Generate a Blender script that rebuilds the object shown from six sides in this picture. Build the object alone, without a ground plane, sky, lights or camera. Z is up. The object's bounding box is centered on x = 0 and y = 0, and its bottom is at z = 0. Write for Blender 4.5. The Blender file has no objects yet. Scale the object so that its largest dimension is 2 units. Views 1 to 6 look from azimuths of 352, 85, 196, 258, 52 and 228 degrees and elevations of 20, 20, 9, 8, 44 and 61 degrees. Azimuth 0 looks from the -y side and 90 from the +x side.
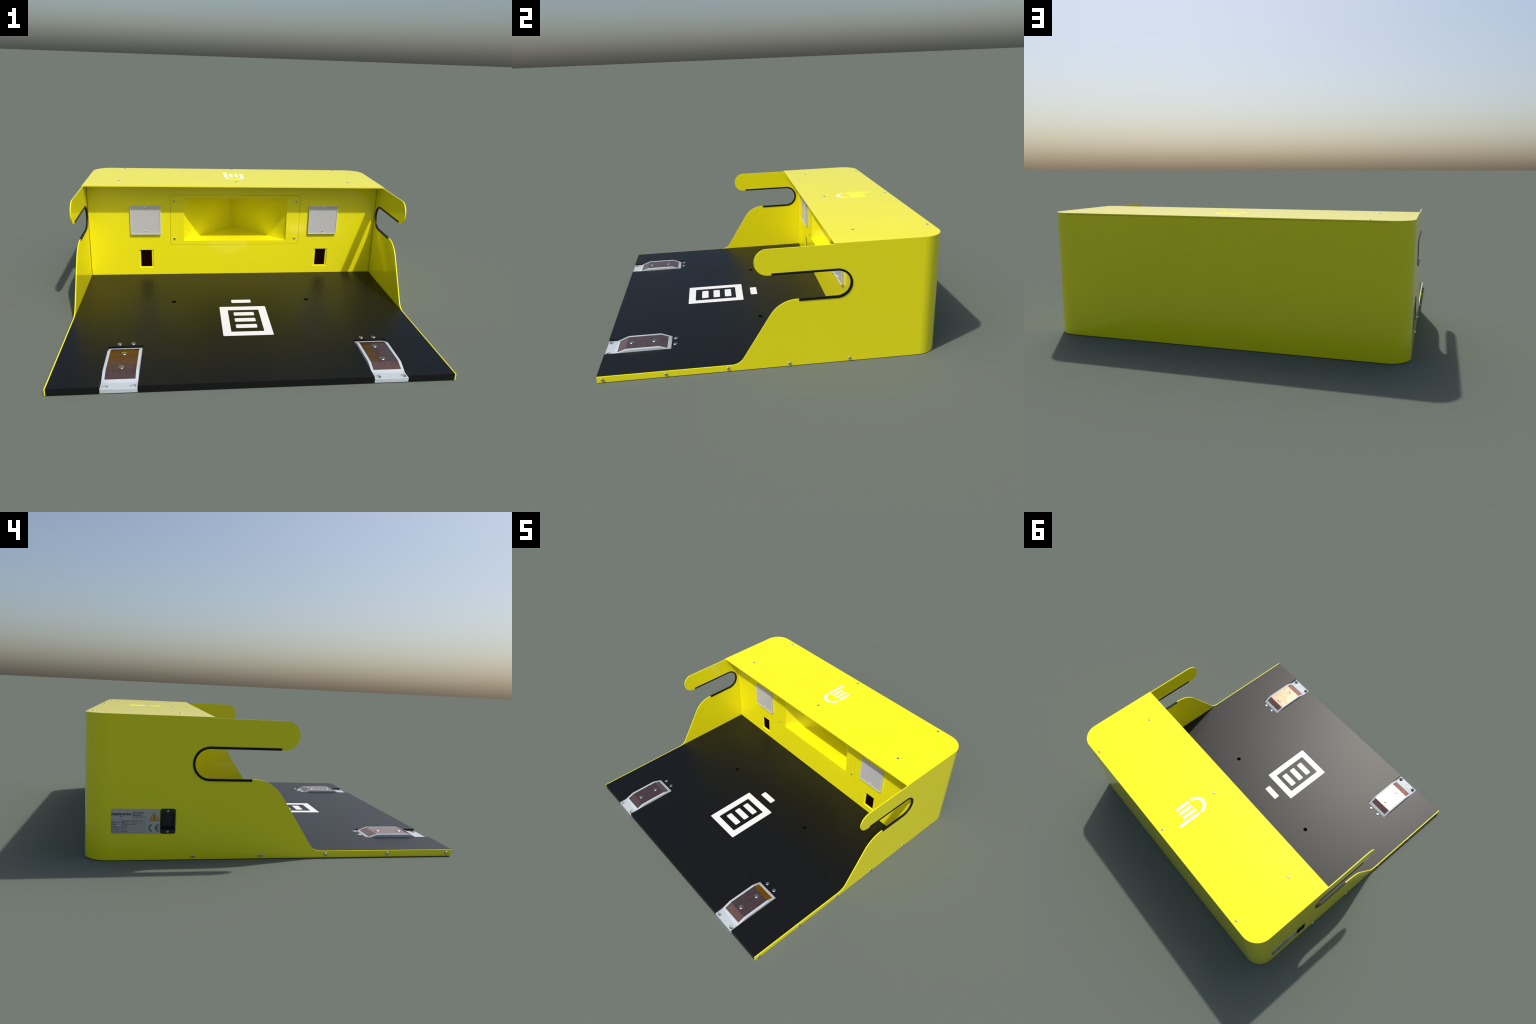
# A robot docking / charging station: bent yellow sheet housing with two open
# guard arms, an overhanging lid, a black base board with two copper contact
# ramps, and a front wall with covers, sensor windows and a V shaped recess.
import bpy, bmesh
from math import sin, cos, pi, radians, tan, atan, sqrt
from mathutils import Vector, Matrix

# ------------------------------------------------------------------ sizes (m)
XS = 0.9935           # outer face of the side sheets
YF, YB = -0.9434, 0.9428
ZS = 0.6843           # top of the bent sheet
ZT = 0.6900           # top of the lid
TH = 0.006            # sheet thickness
RB = 0.118            # plan radius of the rear corners
ZB = 0.0355           # top of the base board
YL = 0.344            # front edge of the lid
YW = 0.461            # front face of the inner wall

# ------------------------------------------------------------------ materials
def new_mat(name):
    m = bpy.data.materials.new(name)
    m.use_nodes = True
    nt = m.node_tree
    b = nt.nodes["Principled BSDF"]
    return m, nt, b

def plain(name, col, rough=0.4, metal=0.0, spec=0.5, var=0.04, scale=9.0, rvar=0.0, bump=0.0, bscale=900.0):
    """Principled colour with a faint procedural mottling of colour / roughness."""
    m, nt, b = new_mat(name)
    n, l = nt.nodes, nt.links
    tc = n.new("ShaderNodeTexCoord")
    nz = n.new("ShaderNodeTexNoise"); nz.inputs["Scale"].default_value = scale
    nz.inputs["Detail"].default_value = 4
    l.new(tc.outputs["Object"], nz.inputs["Vector"])
    cr = n.new("ShaderNodeValToRGB")
    e = cr.color_ramp.elements
    e[0].position, e[1].position = 0.3, 0.7
    e[0].color = [c * (1 - var) for c in col] + [1]
    e[1].color = [min(1, c * (1 + var)) for c in col] + [1]
    l.new(nz.outputs["Fac"], cr.inputs["Fac"])
    l.new(cr.outputs["Color"], b.inputs["Base Color"])
    if rvar:
        mr = n.new("ShaderNodeMapRange")
        mr.inputs["To Min"].default_value = rough - rvar
        mr.inputs["To Max"].default_value = rough + rvar
        l.new(nz.outputs["Fac"], mr.inputs["Value"]); l.new(mr.outputs["Result"], b.inputs["Roughness"])
    else:
        b.inputs["Roughness"].default_value = rough
    b.inputs["Metallic"].default_value = metal
    b.inputs["Specular IOR Level"].default_value = spec
    if bump:
        nb = n.new("ShaderNodeTexNoise"); nb.inputs["Scale"].default_value = bscale
        l.new(tc.outputs["Object"], nb.inputs["Vector"])
        bp = n.new("ShaderNodeBump"); bp.inputs["Strength"].default_value = bump
        bp.inputs["Distance"].default_value = 0.0005
        l.new(nb.outputs["Fac"], bp.inputs["Height"]); l.new(bp.outputs["Normal"], b.inputs["Normal"])
    return m

YELLOW = plain("yellow_powder_coat", (0.955, 0.875, 0.009), rough=0.125, var=0.012, scale=3)
BOARD = plain("black_board_laminate", (0.0040, 0.0041, 0.0044), rough=0.42, spec=0.32, var=0.05, scale=5)
WHITE = plain("white_print", (0.79, 0.79, 0.785), rough=0.5, var=0.01)
LOGO = plain("backlit_white_diffuser", (0.92, 0.92, 0.92), rough=0.5, var=0.005)
_b = LOGO.node_tree.nodes["Principled BSDF"]      # the lid sign is lit from inside
_b.inputs["Emission Color"].default_value = (1, 1, 1, 1)
_b.inputs["Emission Strength"].default_value = 1.3
COVER = plain("grey_plastic_cover", (0.57, 0.57, 0.56), rough=0.3, var=0.02)
RIM = plain("pale_cover_rim", (0.72, 0.72, 0.71), rough=0.35, var=0.02)
STEEL = plain("screw_steel", (0.62, 0.63, 0.66), rough=0.22, metal=1.0, var=0.03, scale=60)
ALU = plain("light_grey_cast_frame", (0.50, 0.55, 0.58), rough=0.5, var=0.02, scale=20)
COPPER = plain("copper_contact", (0.57, 0.285, 0.20), rough=0.16, metal=1.0, var=0.16, scale=38, rvar=0.04)
RUBBER = plain("black_edge_rubber", (0.005, 0.005, 0.005), rough=0.45, spec=0.25, var=0.05)
GLASS = plain("dark_red_filter_glass", (0.009, 0.0006, 0.0006), rough=0.12, var=0.05, spec=0.15)
BLACK = plain("black_plastic", (0.009, 0.009, 0.010), rough=0.4, var=0.05)
LABEL = plain("silver_label_foil", (0.50, 0.49, 0.45), rough=0.55, spec=0.3, var=0.02)
INK = plain("black_ink", (0.006, 0.006, 0.007), rough=0.6, var=0.02)
ORANGE = plain("warning_yellow_print", (0.80, 0.36, 0.01), rough=0.5, var=0.02)
PALE = plain("pale_screw_cap", (0.55, 0.56, 0.57), rough=0.3, metal=0.6, var=0.02)

# ------------------------------------------------------------------ hierarchy
COL = bpy.context.scene.collection
ROOT = bpy.data.objects.new("charging_station", None)
COL.objects.link(ROOT)
ROOT["label"] = "yellow sheet metal robot charging dock with black floor board"
ROOT["category"] = "charging station"

def put(name, mesh, mat, parent=None, matrix=None):
    o = bpy.data.objects.new(name, mesh)
    COL.objects.link(o)
    if mat and not mesh.materials:
        mesh.materials.append(mat)
    p = parent or ROOT
    o.parent = p
    if matrix is not None:
        o.matrix_local = matrix
    return o

# ------------------------------------------------------------- mesh builders
def arc(cx, cy, r, a0, a1, n=16):
    return [(cx + r * cos(radians(a0 + (a1 - a0) * i / n)), cy + r * sin(radians(a0 + (a1 - a0) * i / n))) for i in range(n + 1)]

def rrect(x0, y0, x1, y1, r=0.0, n=6):
    if r <= 0:
        return [(x0, y0), (x1, y0), (x1, y1), (x0, y1)]
    return (arc(x1 - r, y0 + r, r, -90, 0, n) + arc(x1 - r, y1 - r, r, 0, 90, n)
            + arc(x0 + r, y1 - r, r, 90, 180, n) + arc(x0 + r, y0 + r, r, 180, 270, n))

def circle(cx, cy, r, n=28):
    return arc(cx, cy, r, 0, 360 - 360 / n, n - 1)

def fillet(pts, radii, n=12):
    """closed polygon with its corners rounded"""
    out = []
    N = len(pts)
    for i in range(N):
        p = Vector(pts[i]); r = radii[i]
        if r <= 0:
            out.append(tuple(p)); continue
        a = (Vector(pts[i - 1]) - p).normalized(); b = (Vector(pts[(i + 1) % N]) - p).normalized()
        half = a.angle(b) / 2
        t = r / tan(half)
        c = p + (a + b).normalized() * (r / sin(half))
        s, e = p + a * t - c, p + b * t - c
        for k in range(n + 1):
            f = k / n
            d = s.slerp(e, f) if s.length > 0 else s
            out.append(tuple(c + d.normalized() * r))
    return out

def plate_mesh(name, loops, t, to3d=None, bevel=0.0):
    """Flat plate from closed 2D loops (inner loops are holes); w runs 0..t."""
    cu = bpy.data.curves.new(name, 'CURVE')
    cu.dimensions = '2D'; cu.fill_mode = 'BOTH'; cu.extrude = t / 2 - bevel
    cu.bevel_depth = bevel; cu.bevel_resolution = 1
    if bevel:
        cu.offset = -bevel
    for lp in loops:
        sp = cu.splines.new('POLY'); sp.points.add(len(lp) - 1)
        for p, q in zip(sp.points, lp):
            p.co = (q[0], q[1], 0, 1)
        sp.use_cyclic_u = True
    o = bpy.data.objects.new(name, cu); COL.objects.link(o)
    dg = bpy.context.evaluated_depsgraph_get()
    me = bpy.data.meshes.new_from_object(o.evaluated_get(dg))
    bpy.data.objects.remove(o); bpy.data.curves.remove(cu)
    me.name = name
    me.materials.clear()
    bm = bmesh.new(); bm.from_mesh(me)
    bmesh.ops.remove_doubles(bm, verts=bm.verts, dist=1e-6)
    for v in bm.verts:
        u, w, z = v.co.x, v.co.y, v.co.z + t / 2
        v.co = to3d(u, w, z) if to3d else (u, w, z)
    bmesh.ops.recalc_face_normals(bm, faces=bm.faces)
    bm.to_mesh(me); bm.free()
    for p in me.polygons: p.use_smooth = False
    return me

def join(name, *meshes):
    bm = bmesh.new()
    for m in meshes:
        bm.from_mesh(m)
    me = bpy.data.meshes.new(name)
    bm.to_mesh(me); bm.free()
    return me

def smooth_by_angle(me, ang=35):
    for p in me.polygons: p.use_smooth = True
    me.set_sharp_from_angle(angle=radians(ang))

def apply_mods(o):
    dg = bpy.context.evaluated_depsgraph_get()
    me = bpy.data.meshes.new_from_object(o.evaluated_get(dg))
    o.modifiers.clear(); o.data = me

def boolean(o, cutter_mesh, op='DIFFERENCE'):
    c = bpy.data.objects.new("cutter", cutter_mesh); COL.objects.link(c)
    m = o.modifiers.new("b", 'BOOLEAN'); m.operation = op; m.object = c; m.solver = 'EXACT'
    apply_mods(o)
    bpy.data.objects.remove(c)

def box_mesh(name, x0, x1, y0, y1, z0, z1):
    return plate_mesh(name, [rrect(x0, y0, x1, y1)], z1 - z0, lambda u, v, w: (u, v, z0 + w))

def lathe(name, prof, n=28):
    """revolve (r, h) profile about z"""
    bm = bmesh.new()
    rings = []
    for r, h in prof:
        if r < 1e-6:
            rings.append([bm.verts.new((0, 0, h))])
        else:
            rings.append([bm.verts.new((r * cos(2 * pi * k / n), r * sin(2 * pi * k / n), h)) for k in range(n)])
    for a, b in zip(rings, rings[1:]):
        for k in range(n):
            k2 = (k + 1) % n
            if len(b) == 1: bm.faces.new((a[k], a[k2], b[0]))
            elif len(a) == 1: bm.faces.new((a[0], b[k2], b[k]))
            else: bm.faces.new((a[k], a[k2], b[k2], b[k]))
    bmesh.ops.recalc_face_normals(bm, faces=bm.faces)
    me = bpy.data.meshes.new(name); bm.to_mesh(me); bm.free()
    smooth_by_angle(me, 40)
    return me

def button_head(name, r, h, socket=0.42, sdepth=0.5):
    """round button head with a socket recess"""
    prof = [(r, -0.001), (r, 0.15 * h)]
    for i in range(1, 7):
        a = pi / 2 * i / 7
        prof.append((r * (socket + 0.06 + (1 - socket - 0.06) * cos(a)), 0.15 * h + 0.85 * h * sin(a)))
    prof += [(r * (socket + 0.05), h), (r * socket, h * 0.97), (r * socket * 0.95, h * (1 - sdepth)), (0, h * (1 - sdepth))]
    return lathe(name, prof)

def shallow_cap(name, r, h):
    """low domed cap without a drive recess"""
    prof = [(r, -0.001), (r, 0.3 * h)]
    for i in range(1, 7):
        a = pi / 2 * i / 6
        prof.append((r * 0.97 * cos(a) if i < 6 else 0.0, 0.3 * h + 0.7 * h * sin(a) ** 0.8))
    return lathe(name, prof)

# local +z of a head turned to face an axis
FACE = {"+z": Matrix.Identity(4), "-y": Matrix.Rotation(pi / 2, 4, 'X'),
        "+x": Matrix.Rotation(pi / 2, 4, 'Y'), "-x": Matrix.Rotation(-pi / 2, 4, 'Y')}
def at(x, y, z, face="+z"):
    return Matrix.Translation((x, y, z)) @ FACE[face]

# ---------------------------------------------------------------- side profile
SL = 1.576                                 # slope of the slanted edge
y_foot = -0.1785
ARM_R = (ZS - 0.5405) / 2                  # rounded tip of the guard arm
ARM_Y = -0.0755 + ARM_R
SLOT_R, SLOT_Y = 0.0725, 0.360             # slot: half height and arc centre
SLOT_Z = 0.468
z_lo, z_up = SLOT_Z - SLOT_R, SLOT_Z + SLOT_R
y_bend = YB - RB                           # where the rear bend starts

def side_outline():
    pts = [(YF, 0.0), (y_bend, 0.0), (y_bend, ZS), (ARM_Y, ZS)]
    tip = arc(ARM_Y, ZS - ARM_R, ARM_R, 90, 270, 24)[1:]
    slot = [(SLOT_Y, z_up)] + arc(SLOT_Y, SLOT_Z, SLOT_R, 90, -90, 28)[1:]
    zc = z_lo
    y_top = y_foot + (zc - 0.0338) / SL
    run = fillet([(SLOT_Y, zc), (y_top, zc), (y_foot, 0.0338), (YF, 0.0338)], [0, 0.175, 0.075, 0], 16)[1:-1]
    # arm underside is the slot's upper edge
    return pts + tip[:-1] + [(ARM_Y, z_up)] + slot + run + [(YF, 0.0338)]

def side_sheet(sign):
    f = lambda u, v, w: (sign * (XS - w), u, v)
    return plate_mesh("side", [side_outline()], TH, f)

def rear_bend():
    """U shaped rear part of the sheet, one continuous strip"""
    def path(inset):
        r = RB - inset; x = XS - inset
        p = [(x, y_bend)] + arc(XS - RB, y_bend, r, 0, 90, 24)[1:]
        q = [(-a, b) for a, b in reversed(p)]
        return p + q
    bm = bmesh.new()
    o, i = path(0), path(TH)
    V = {}
    for k, (pp) in enumerate((o, i)):
        for j, (x, y) in enumerate(pp):
            for h, z in enumerate((0, ZS)):
                V[k, j, h] = bm.verts.new((x, y, z))
    for j in range(len(o) - 1):
        bm.faces.new((V[0, j, 0], V[0, j + 1, 0], V[0, j + 1, 1], V[0, j, 1]))
        bm.faces.new((V[1, j, 0], V[1, j, 1], V[1, j + 1, 1], V[1, j + 1, 0]))
        bm.faces.new((V[0, j, 1], V[0, j + 1, 1], V[1, j + 1, 1], V[1, j, 1]))
        bm.faces.new((V[0, j, 0], V[1, j, 0], V[1, j + 1, 0], V[0, j + 1, 0]))
    for j in (0, len(o) - 1):
        bm.faces.new((V[0, j, 0], V[0, j, 1], V[1, j, 1], V[1, j, 0]))
    bmesh.ops.recalc_face_normals(bm, faces=bm.faces)
    me = bpy.data.meshes.new("bend"); bm.to_mesh(me); bm.free()
    return me

shell_me = join("housing_shell", side_sheet(1), side_sheet(-1), rear_bend())
bm = bmesh.new(); bm.from_mesh(shell_me)
bmesh.ops.remove_doubles(bm, verts=bm.verts, dist=2e-5)
dead = [f for f in bm.faces if all(abs(v.co.y - y_bend) < 1e-4 for v in f.verts)]
bmesh.ops.delete(bm, geom=dead, context='FACES_ONLY')
bmesh.ops.recalc_face_normals(bm, faces=bm.faces)
bm.to_mesh(shell_me); bm.free()
shell = put("housing_shell", shell_me, YELLOW)
# shallow relief slot under the rear edge of the lid
groove = plate_mesh("groove", [[(-0.869, ZS - 0.008), (-0.8665, ZS - 0.008), (-0.8665, ZS - 0.0030), (0.8665, ZS - 0.0030),
                                (0.8665, ZS - 0.008), (0.869, ZS - 0.008), (0.869, ZS + 0.002), (-0.869, ZS + 0.002)]], 0.01,
                    lambda u, v, w: (u, YB - 0.0052 + w, v))
boolean(shell, groove)
PK = (-0.5862, 0.1490, -0.5225, 0.2310)       # mouth of the inlet pocket: (-y, z)
boolean(shell, plate_mesh("mouth", [rrect(*PK)], 0.02, lambda u, v, w: (-XS - 0.01 + w, -u, v)))
smooth_by_angle(shell.data, 25)
wn = shell.modifiers.new("wn", 'WEIGHTED_NORMAL'); wn.keep_sharp = True; wn.weight = 90
apply_mods(shell)
if not shell.data.materials: shell.data.materials.append(YELLOW)

# ------------------------------------------------- rubber trim along the slot
def trim_mesh():
    t_in, t_out = -0.001, 0.0108
    def outline(off):
        return ([(0.0138, SLOT_Z + SLOT_R + off), (SLOT_Y, SLOT_Z + SLOT_R + off)]
                + arc(SLOT_Y, SLOT_Z, SLOT_R + off, 90, -90, 36)[1:-1]
                + [(SLOT_Y, SLOT_Z - SLOT_R - off), (0.1545, SLOT_Z - SLOT_R - off)])
    loop = outline(t_out) + list(reversed(outline(t_in)))
    w = TH + 0.006
    me = plate_mesh("edge_trim", [loop], w, lambda u, v, s: (s - w / 2, u, v), bevel=0.0012)
    smooth_by_angle(me, 40)
    return me
tm = trim_mesh()
for s in (1, -1):
    put("edge_trim", tm, RUBBER, matrix=Matrix.Translation((s * (XS - TH / 2), 0, 0)))

# -------------------------------------------------------------- lid with logo
lid_loop = [(-XS, YL), (XS, YL)] + arc(XS - RB, YB - RB, RB, 0, 90, 24) + arc(-XS + RB, YB - RB, RB, 90, 180, 24)
LX = [0.0563, 0.0185, -0.0193, -0.057]      # bar centre lines; the last bar is long
HB = 0.0104
def logo_bar_loop(k, g=0.0):
    y1 = 0.7635 if k < 3 else 0.8145
    return rrect(LX[k] - HB + g, 0.6605 + g, LX[k] + HB - g, y1 - g, 0.003, 3)
def logo_arc_loop(g=0.0):
    ro, ri = 0.0672 - g, 0.0464 + g
    yc, yt = 0.6430, 0.6440 - g
    o = arc(0, yc, ro, -180, 0, 40); i = arc(0, yc, ri, 0, -180, 40)
    return o + [(ro, yt), (ri, yt)] + i + [(-ri, yt), (-ro, yt)]
holes = [logo_bar_loop(k) for k in range(4)] + [logo_arc_loop()]
lid = put("lid", plate_mesh("lid", [lid_loop] + holes, ZT - ZS, lambda u, v, w: (u, v, ZS + w)), YELLOW)
for k in range(4):
    put("logo_bar", plate_mesh("logo_bar", [logo_bar_loop(k, -0.0004)], 0.002, lambda u, v, w: (u, v, ZS - 0.0016 + w)), LOGO, lid)
put("logo_arc", plate_mesh("logo_arc", [logo_arc_loop(-0.0004)], 0.002, lambda u, v, w: (u, v, ZS - 0.0016 + w)), LOGO, lid)
lid_screw = button_head("lid_screw", 0.0085, 0.0024, 0.45, 0.4)
for x in (-0.78, 0, 0.78):
    for y in (0.4915, 0.914):
        put("lid_screw", lid_screw, STEEL, lid, at(x, y, ZT))

# ------------------------------------------------------------- side rivets
rivet = button_head("side_screw", 0.0088, 0.0065, 0.36, 0.35)
for s, f in ((1, "+x"), (-1, "-x")):
    for k in range(5):
        put("side_screw", rivet, STEEL, shell, at(s * XS, -0.914 + 0.3358 * k, 0.0168, f))

# ---------------------------------------------------------------- base board
CX = 0.6598                                  # centre of a contact ramp
NH, NB = 0.0895, -0.5585                     # notch half width and rear edge
def board_loop():
    xe = XS - TH - 0.0005
    pts, rad = [(-xe, YF)], [0]
    for c in (-CX, CX):
        pts += [(c - NH, YF), (c - NH, NB), (c + NH, NB), (c + NH, YF)]
        rad += [0.0, 0.012, 0.012, 0.0]
    pts += [(xe, YF), (xe, 0.8), (xe - 0.12, 0.93), (-xe + 0.12, 0.93), (-xe, 0.8)]
    rad += [0] * 5
    return fillet(pts, rad, 6)
board = put("base_board", plate_mesh("base_board", [board_loop(), circle(-0.42, -0.0125, 0.0155), circle(0.42, -0.0125, 0.0155)],
                                     ZB - 0.001, lambda u, v, w: (u, v, 0.001 + w)), BOARD)
# battery symbol
def decal(name, loops):
    return put(name, plate_mesh(name, loops, 0.0008, lambda u, v, w: (u, v, ZB - 0.0002 + w)), WHITE, board)
decal("battery_symbol_frame", [rrect(-0.1418, -0.4800, 0.1405, -0.1035, 0.006), rrect(-0.0945, -0.4330, 0.0932, -0.1518, 0.005)])
for y0, y1 in ((-0.3885, -0.3440), (-0.3083, -0.2638), (-0.2285, -0.1838)):
    decal("battery_symbol_bar", [rrect(-0.0622, y0, 0.0598, y1, 0.007)])
decal("battery_symbol_terminal", [rrect(-0.0622, -0.0465, 0.0598, -0.0015, 0.007)])
bolt = shallow_cap("board_bolt", 0.0122, 0.0045)
for c in (-CX, CX):
    for dx in (-0.0358, 0.0358):
        put("board_bolt", bolt, STEEL, board, at(c + dx, -0.5405, ZB))

# -------------------------------------------------------------- contact ramps
RAMP = [(YF - 0.0003, 0.0235), (-0.892, 0.0235), (-0.823, 0.0497), (-0.630, 0.0497), (-0.5640, 0.0245)]
def ramp_z(y):
    for (a, za), (b, zb) in zip(RAMP, RAMP[1:]):
        if a <= y <= b:
            return za + (zb - za) * (y - a) / (b - a)
HW, HC = 0.0865, 0.0725                     # half widths: frame, copper
YC0, YC1 = -0.873, -0.5858
def strip(name, ys, lo, hi, hw, bevel=0.0):
    """slab following the ramp line between offsets lo and hi"""
    loop = [(y, ramp_z(y) + hi) for y in ys] + [(y, ramp_z(y) + lo) for y in reversed(ys)]
    return plate_mesh(name, [loop], 2 * hw, lambda u, v, w: (w - hw, u, v), bevel)
body_loop = fillet([(YF - 0.0003, 0.0015)] + RAMP + [(-0.5640, 0.0015)], [0, 0.0015, 0.012, 0.004, 0.004, 0.003, 0], 4)
frame_me = plate_mesh("contact_frame", [body_loop], 2 * HW, lambda u, v, w: (w - HW, u, v), bevel=0.0012)
cys = [YC0, -0.823, -0.630, YC1]
frame = put("contact_ramp", frame_me, ALU)
boolean(frame, strip("pocket", cys, -0.005, 0.02, HC))
for dx, r0, z0, z1 in ((-0.0650, 0.0152, 0.009, 0.05), (0.0650, 0.0152, 0.009, 0.05), (-0.0650, 0.009, -0.01, 0.02), (0.0650, 0.009, -0.01, 0.02), (0, 0.0028, 0.01, 0.05)):
    boolean(frame, plate_mesh("hole", [circle(dx, -0.9228, r0)], z1 - z0, lambda u, v, w: (u, v, z0 + w)))
smooth_by_angle(frame.data, 30)
ramp_me = frame.data
bpy.data.objects.remove(frame)
copper_me = strip("copper_plate", [YC0 + 0.0004, -0.823, -0.630, YC1 - 0.0004], -0.0045, -0.0012, HC - 0.0004)
cscrew = shallow_cap("contact_screw", 0.0138, 0.0042)
for c in (-CX, CX):
    f = put("contact_ramp", ramp_me, ALU, matrix=Matrix.Translation((c, 0, 0)))
    put("copper_plate", copper_me, COPPER, f)
    for y in (-0.6630, -0.7945):
        put("contact_screw", cscrew, STEEL, f, at(0, y, 0.0497 - 0.0012))

# --------------------------------------------------------------- inner wall
xw = XS - TH - 0.0025
FR = (-0.4455, 0.2540, 0.4455, 0.6040)       # mounting plate
OP = (-0.3550, 0.2805, 0.3550, 0.5820)       # mouth of the recess
WX, WH, WZ0, WZ1 = 0.6140, 0.0495, 0.0860, 0.2165   # sensor windows
g = 0.0017
wall_loops = [rrect(-xw, ZB + 0.0005, xw, ZS - 0.001), rrect(FR[0] - g, FR[1] - g, FR[2] + g, FR[3] + g, 0.016),
              rrect(-WX - WH, WZ0, -WX + WH, WZ1), rrect(WX - WH, WZ0, WX + WH, WZ1)]
face_y = lambda y0: (lambda u, v, w: (u, y0 + w, v))
wall = put("inner_wall", plate_mesh("inner_wall", wall_loops, TH, face_y(YW)), YELLOW)

# V shaped docking recess with its screwed mounting plate
recess = put("docking_recess", plate_mesh("docking_recess", [rrect(*FR, 0.014), rrect(*OP)], TH, face_y(YW)), YELLOW)
APEX = 0.822
bm = bmesh.new()
a, b, c = [(OP[0], YW + TH), (OP[2], YW + TH), (0.0, APEX)]
L0, L1 = [bm.verts.new((*a, z)) for z in (OP[1], OP[3])]
R0, R1 = [bm.verts.new((*b, z)) for z in (OP[1], OP[3])]
C0, C1 = [bm.verts.new((*c, z)) for z in (OP[1], OP[3])]
for q in ((L0, R0, C0), (L1, C1, R1), (L0, C0, C1, L1), (R0, R1, C1, C0)):
    bm.faces.new(q)
bmesh.ops.recalc_face_normals(bm, faces=bm.faces)
me = bpy.data.meshes.new("recess_funnel"); bm.to_mesh(me); bm.free()
fun = put("recess_funnel", me, YELLOW, recess)
sm = fun.modifiers.new("s", 'SOLIDIFY'); sm.thickness = 0.004; sm.offset = 1.0
# make the shell grow away from the hollow
ctr = Vector((0, 0.58, 0.43))
f0 = me.polygons[0]
if (f0.center - ctr).dot(f0.normal) < 0: sm.offset = -1.0
apply_mods(fun)
fscrew = button_head("recess_screw", 0.0080, 0.005, 0.4, 0.4)
for x in (-0.4195, 0.4195):
    for z in (0.2975, 0.5625):
        put("recess_screw", fscrew, STEEL, recess, at(x, YW, z, "-y"))

# sensor windows: flat cheeks and a sloping sill just behind the wall, dark red glass
WD, cheek = 0.0085, 0.0122
for s in (-1, 1):
    cx = s * WX
    yb, yc = YW + 0.016, YW + 0.0055
    xi = WH - cheek
    parts = [box_mesh("c", *sorted((cx + e * (WH + 0.004), cx + e * xi)), yc, yb, WZ0 - 0.004, WZ1 + 0.004) for e in (-1, 1)]
    sill = [(YW + 0.0002, WZ0 - 0.003), (YW + 0.0002, WZ0 + 0.0004), (YW + WD, WZ0 + 0.0056), (YW + WD, WZ0 + 0.0082), (yb, WZ0 + 0.0082), (yb, WZ0 - 0.003)]
    parts.append(plate_mesh("c", [sill], 2 * WH - 0.001, lambda u, v, w: (cx - WH + 0.0005 + w, u, v)))
    parts.append(box_mesh("c", cx - xi, cx + xi, YW + 0.0062, yb, WZ1 - 0.0008, WZ1 + 0.004))
    h = put("sensor_window", join("sensor_window", *parts), YELLOW)
    put("filter_glass", plate_mesh("filter_glass", [rrect(cx - xi - 0.002, WZ0 + 0.006, cx + xi + 0.002, WZ1 + 0.001)], 0.004, face_y(YW + WD)), GLASS, h)

# grey cover boxes
PX, PH, PZ0, PZ1 = 0.6120, 0.1008, 0.3312, 0.5315
def cover_mesh():
    rim, sc, bw, dp = 0.0045, 0.0182, 0.0098, 0.0030
    hx, z0, z1 = PH, PZ0, PZ1
    slab = plate_mesh("slab", [rrect(-hx, z0, hx, z1, 0.002, 3)], 0.0155 - dp, face_y(YW - 0.0155 + dp))
    lo = [(-hx + rim, z0 + rim), (-bw, z0 + rim)] + arc(0, z0 + sc, bw, 180, 0, 14) + [(bw, z0 + rim), (hx - rim, z0 + rim)]
    up = [(hx - rim, z1 - rim), (bw, z1 - rim)] + arc(0, z1 - sc, bw, 0, -180, 14) + [(-bw, z1 - rim), (-hx + rim, z1 - rim)]
    rimp = plate_mesh("rim", [rrect(-hx + 0.0002, z0 + 0.0002, hx - 0.0002, z1 - 0.0002, 0.002, 3), lo + up,
                              circle(0, z0 + sc, 0.0062, 20), circle(0, z1 - sc, 0.0062, 20)], dp, face_y(YW - 0.0155), bevel=0.0008)
    return slab, rimp
cm, rm = cover_mesh()
pscrew = button_head("cover_screw", 0.0050, 0.0018, 0.5, 0.8)
for s in (-1, 1):
    o = put("wall_cover", cm, COVER, matrix=Matrix.Translation((s * PX, 0, 0)))
    put("cover_rim", rm, RIM, o)
    for z in (PZ0 + 0.0182, PZ1 - 0.0182):
        put("cover_screw", pscrew, STEEL, o, at(0, YW - 0.0125, z, "-y"))

# ------------------------------------------- power inlet on the -x side
def side_x(off):        # 2D (p, z) with p = -y, so that text reads from outside
    return lambda u, v, w: (-XS - off - w, -u, v)
inlet = put("power_inlet", plate_mesh("power_inlet", [rrect(-0.5893, 0.1288, -0.5175, 0.2498, 0.010), rrect(*PK)],
                                      0.0035, side_x(0.0), bevel=0.0005), BLACK)
pocket_in = lambda d0: (lambda u, v, w: (-XS + d0 + w, -u, v))
PD = 0.030
put("inlet_socket", join("inlet_socket",
    plate_mesh("walls", [rrect(PK[0] - 0.003, PK[1] - 0.003, PK[2] + 0.003, PK[3] + 0.003), rrect(*PK)], PD - TH - 0.0002, pocket_in(TH + 0.0002)),
    plate_mesh("lip", [rrect(PK[0] + 0.0001, PK[1] + 0.0001, PK[2] - 0.0001, PK[3] - 0.0001), rrect(PK[0] + 0.001, PK[1] + 0.001, PK[2] - 0.001, PK[3] - 0.001)], TH + 0.002, pocket_in(-0.0018)),
    plate_mesh("back", [rrect(PK[0] - 0.003, PK[1] - 0.003, PK[2] + 0.003, PK[3] + 0.003)], 0.003, pocket_in(PD))), BLACK, inlet)
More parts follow.
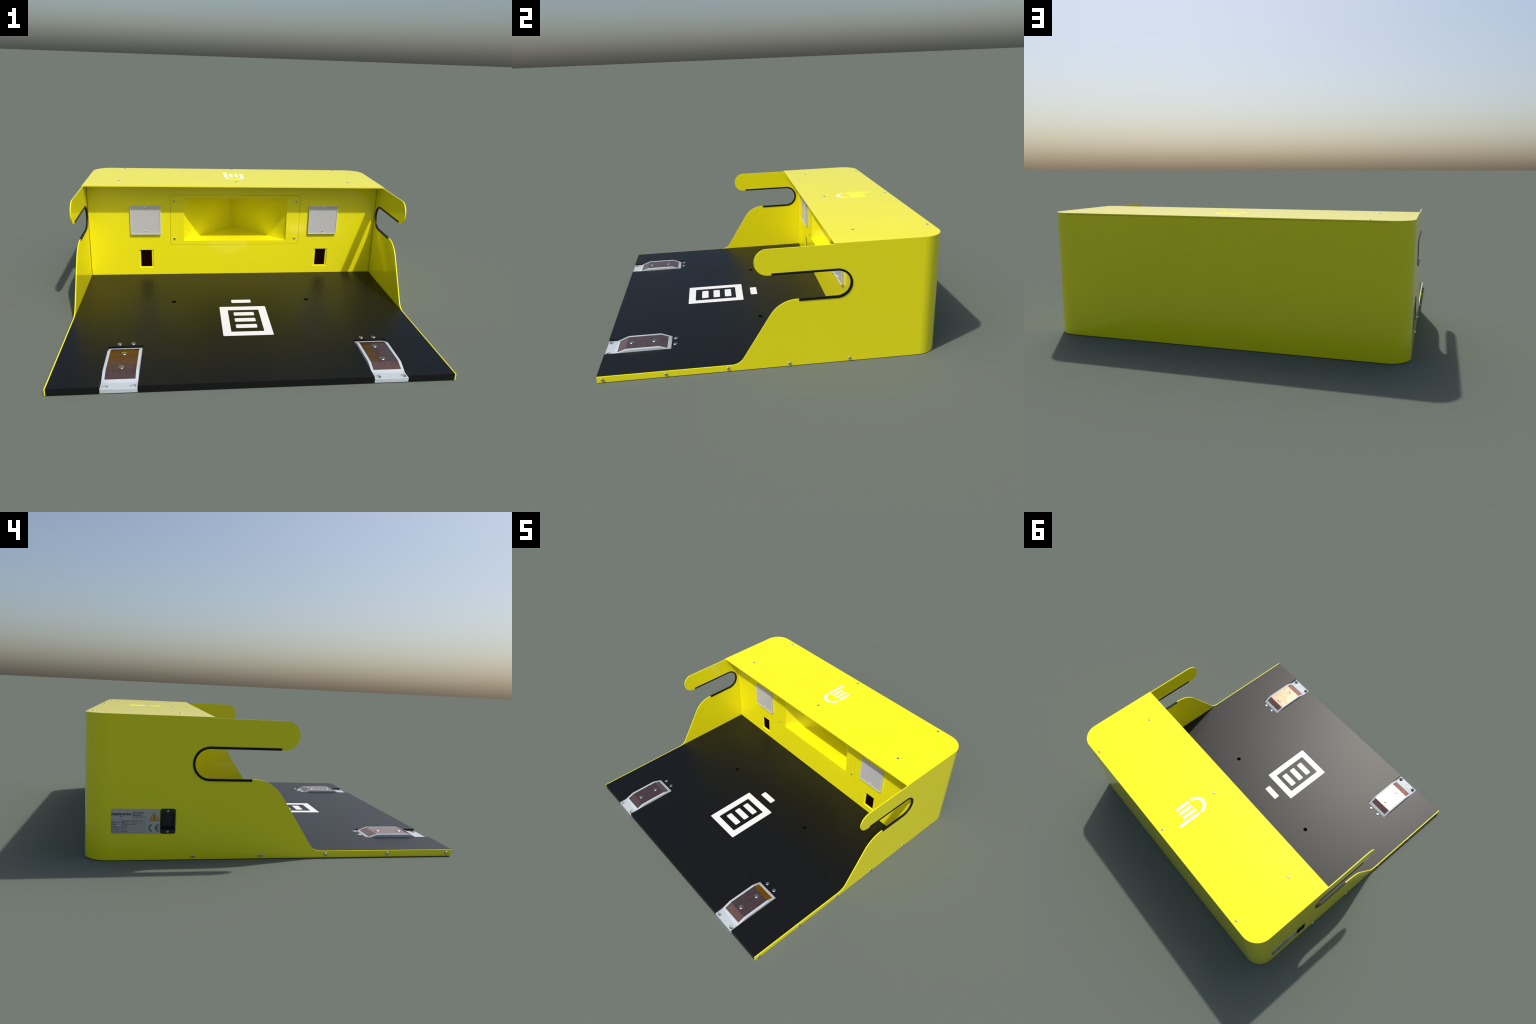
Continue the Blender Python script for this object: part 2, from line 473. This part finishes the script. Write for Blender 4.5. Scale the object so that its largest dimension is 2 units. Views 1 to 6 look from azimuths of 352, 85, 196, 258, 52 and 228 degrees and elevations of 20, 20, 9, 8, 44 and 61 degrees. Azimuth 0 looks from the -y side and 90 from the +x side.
iscrew = button_head("inlet_screw", 0.0050, 0.0022, 0.4, 0.3)
for z in (0.2388, 0.1383):
    put("inlet_screw", iscrew, PALE, inlet, at(-XS - 0.0033, 0.5534, z, "-x"))

# ------------------------------------------------------------ rating label
label = put("rating_label", plate_mesh("rating_label", [rrect(-0.8150, 0.1293, -0.5917, 0.2488, 0.005)], 0.0012, side_x(0.0)), LABEL)
LZ = 0.0010          # print sits a hair above the foil
def printed(name, loops, mat=INK, lift=0.0):
    return put(name, plate_mesh(name, loops, 0.0005, side_x(LZ + lift)), mat, label)
def text_mesh(name, s, size, width=None, bold=0.0):
    cu = bpy.data.curves.new(name, 'FONT')
    cu.body = s; cu.size = size; cu.extrude = 0.00025; cu.offset = bold; cu.resolution_u = 3
    o = bpy.data.objects.new(name, cu); COL.objects.link(o)
    dg = bpy.context.evaluated_depsgraph_get()
    me = bpy.data.meshes.new_from_object(o.evaluated_get(dg))
    bpy.data.objects.remove(o); bpy.data.curves.remove(cu)
    me.materials.clear()
    xs = [v.co.x for v in me.vertices]
    k = (width / (max(xs) - min(xs))) if width else 1.0
    x0 = min(xs)
    for v in me.vertices:
        v.co.x = (v.co.x - x0) * k
    return me
def write(name, s, y, z, size, width=None, bold=0.0):
    """text starting at world y, baseline z, reading towards the front"""
    me = text_mesh(name, s, size, width, bold)
    for v in me.vertices:
        u, w, h = v.co
        v.co = (-XS - LZ - 0.0003 - h, y - u, z + w)
    bm = bmesh.new(); bm.from_mesh(me); bmesh.ops.recalc_face_normals(bm, faces=bm.faces); bm.to_mesh(me); bm.free()
    return put(name, me, INK, label)
write("company_lettering", "idealworks", 0.8136, 0.2184, 0.0185, 0.0885, 0.00045)
# smile arc under the lettering
printed("lettering_arc", [arc(-0.7695, 0.2168, 0.0071, 200, 340, 14) + arc(-0.7695, 0.2168, 0.0052, 340, 200, 14)])
for z, t, w in ((0.2303, "IDEALworks GmbH", 0.054), (0.2229, "Hanauer Straße 46", 0.051),
                (0.2154, "80992 München", 0.043), (0.2080, "www.idealworks.com", 0.059)):
    write("address_line", t, 0.7182, z, 0.0062, w, 0.00012)
# table
tz = [0.1953, 0.1868, 0.1793, 0.1716, 0.1623, 0.1548, 0.1459, 0.1359]
ln = 0.00028
for z in tz:
    printed("table_line", [rrect(-0.8132, z - ln, -0.6620, z + ln)])
for y in (0.8132, 0.7668, 0.6620):
    printed("table_line", [rrect(-y - ln, tz[-1], -y + ln, tz[0])], lift=0.0001)
rows = [("Typ", 0.008, "Charging Station / Ladestation - 1x1x6", 0.092), ("Seriennummer", 0.036, "00007", 0.013),
        ("Eingang", 0.020, "AC 110/230V, 1ph 50-60 Hz", 0.062), ("Ausgang", 0.021, "DC 48V 50A", 0.027),
        ("Steuerspannung", 0.040, "DC 24V 4A", 0.024), ("Schutzklasse", 0.035, "I / IP 2", 0.016), ("Steuerspannung", 0.040, "24V DC/5A", 0.027)]
for k, (a_, wa, b_, wb) in enumerate(rows):
    z = tz[k + 1] + 0.0019
    write("table_text", a_, 0.8118, z, 0.0056, wa, 0.00006)
    write("table_text", b_, 0.7655, z, 0.0056, wb, 0.00006)
# warning triangle
def tri_loop(c, zc, r, rad):
    return fillet([(c - r * 0.866, zc - r / 2), (c + r * 0.866, zc - r / 2), (c, zc + r)], [rad] * 3, 5)
tc_, zc_ = -0.6180, 0.2050
printed("warning_triangle_border", [tri_loop(tc_, zc_, 0.0275, 0.002)])
printed("warning_triangle", [tri_loop(tc_, zc_, 0.0243, 0.0012)], ORANGE, 0.0003)
bolt_loop = [(0.0012, 0.0115), (-0.0042, -0.0005), (-0.0002, 0.0004), (-0.0016, -0.0075), (-0.0030, -0.0072), (-0.0003, -0.0118),
             (0.0018, -0.0068), (0.0004, -0.0070), (0.0044, 0.0036), (0.0006, 0.0026), (0.0034, 0.0115)]
printed("lightning_mark", [[(tc_ + u, zc_ - 0.001 + v) for u, v in bolt_loop]], INK, 0.0006)
# CE mark
zce, rce, wce = 0.1565, 0.0175, 0.0040
for nm, c in (("letter_c_mark", -0.6255), ("letter_e_mark", -0.5945)):
    printed(nm, [arc(c, zce, rce, 95, 265, 24) + arc(c, zce, rce - wce, 265, 95, 24)])
printed("letter_e_mark", [rrect(-0.6105, zce - wce / 2, -0.5960, zce + wce / 2)], lift=0.0001)
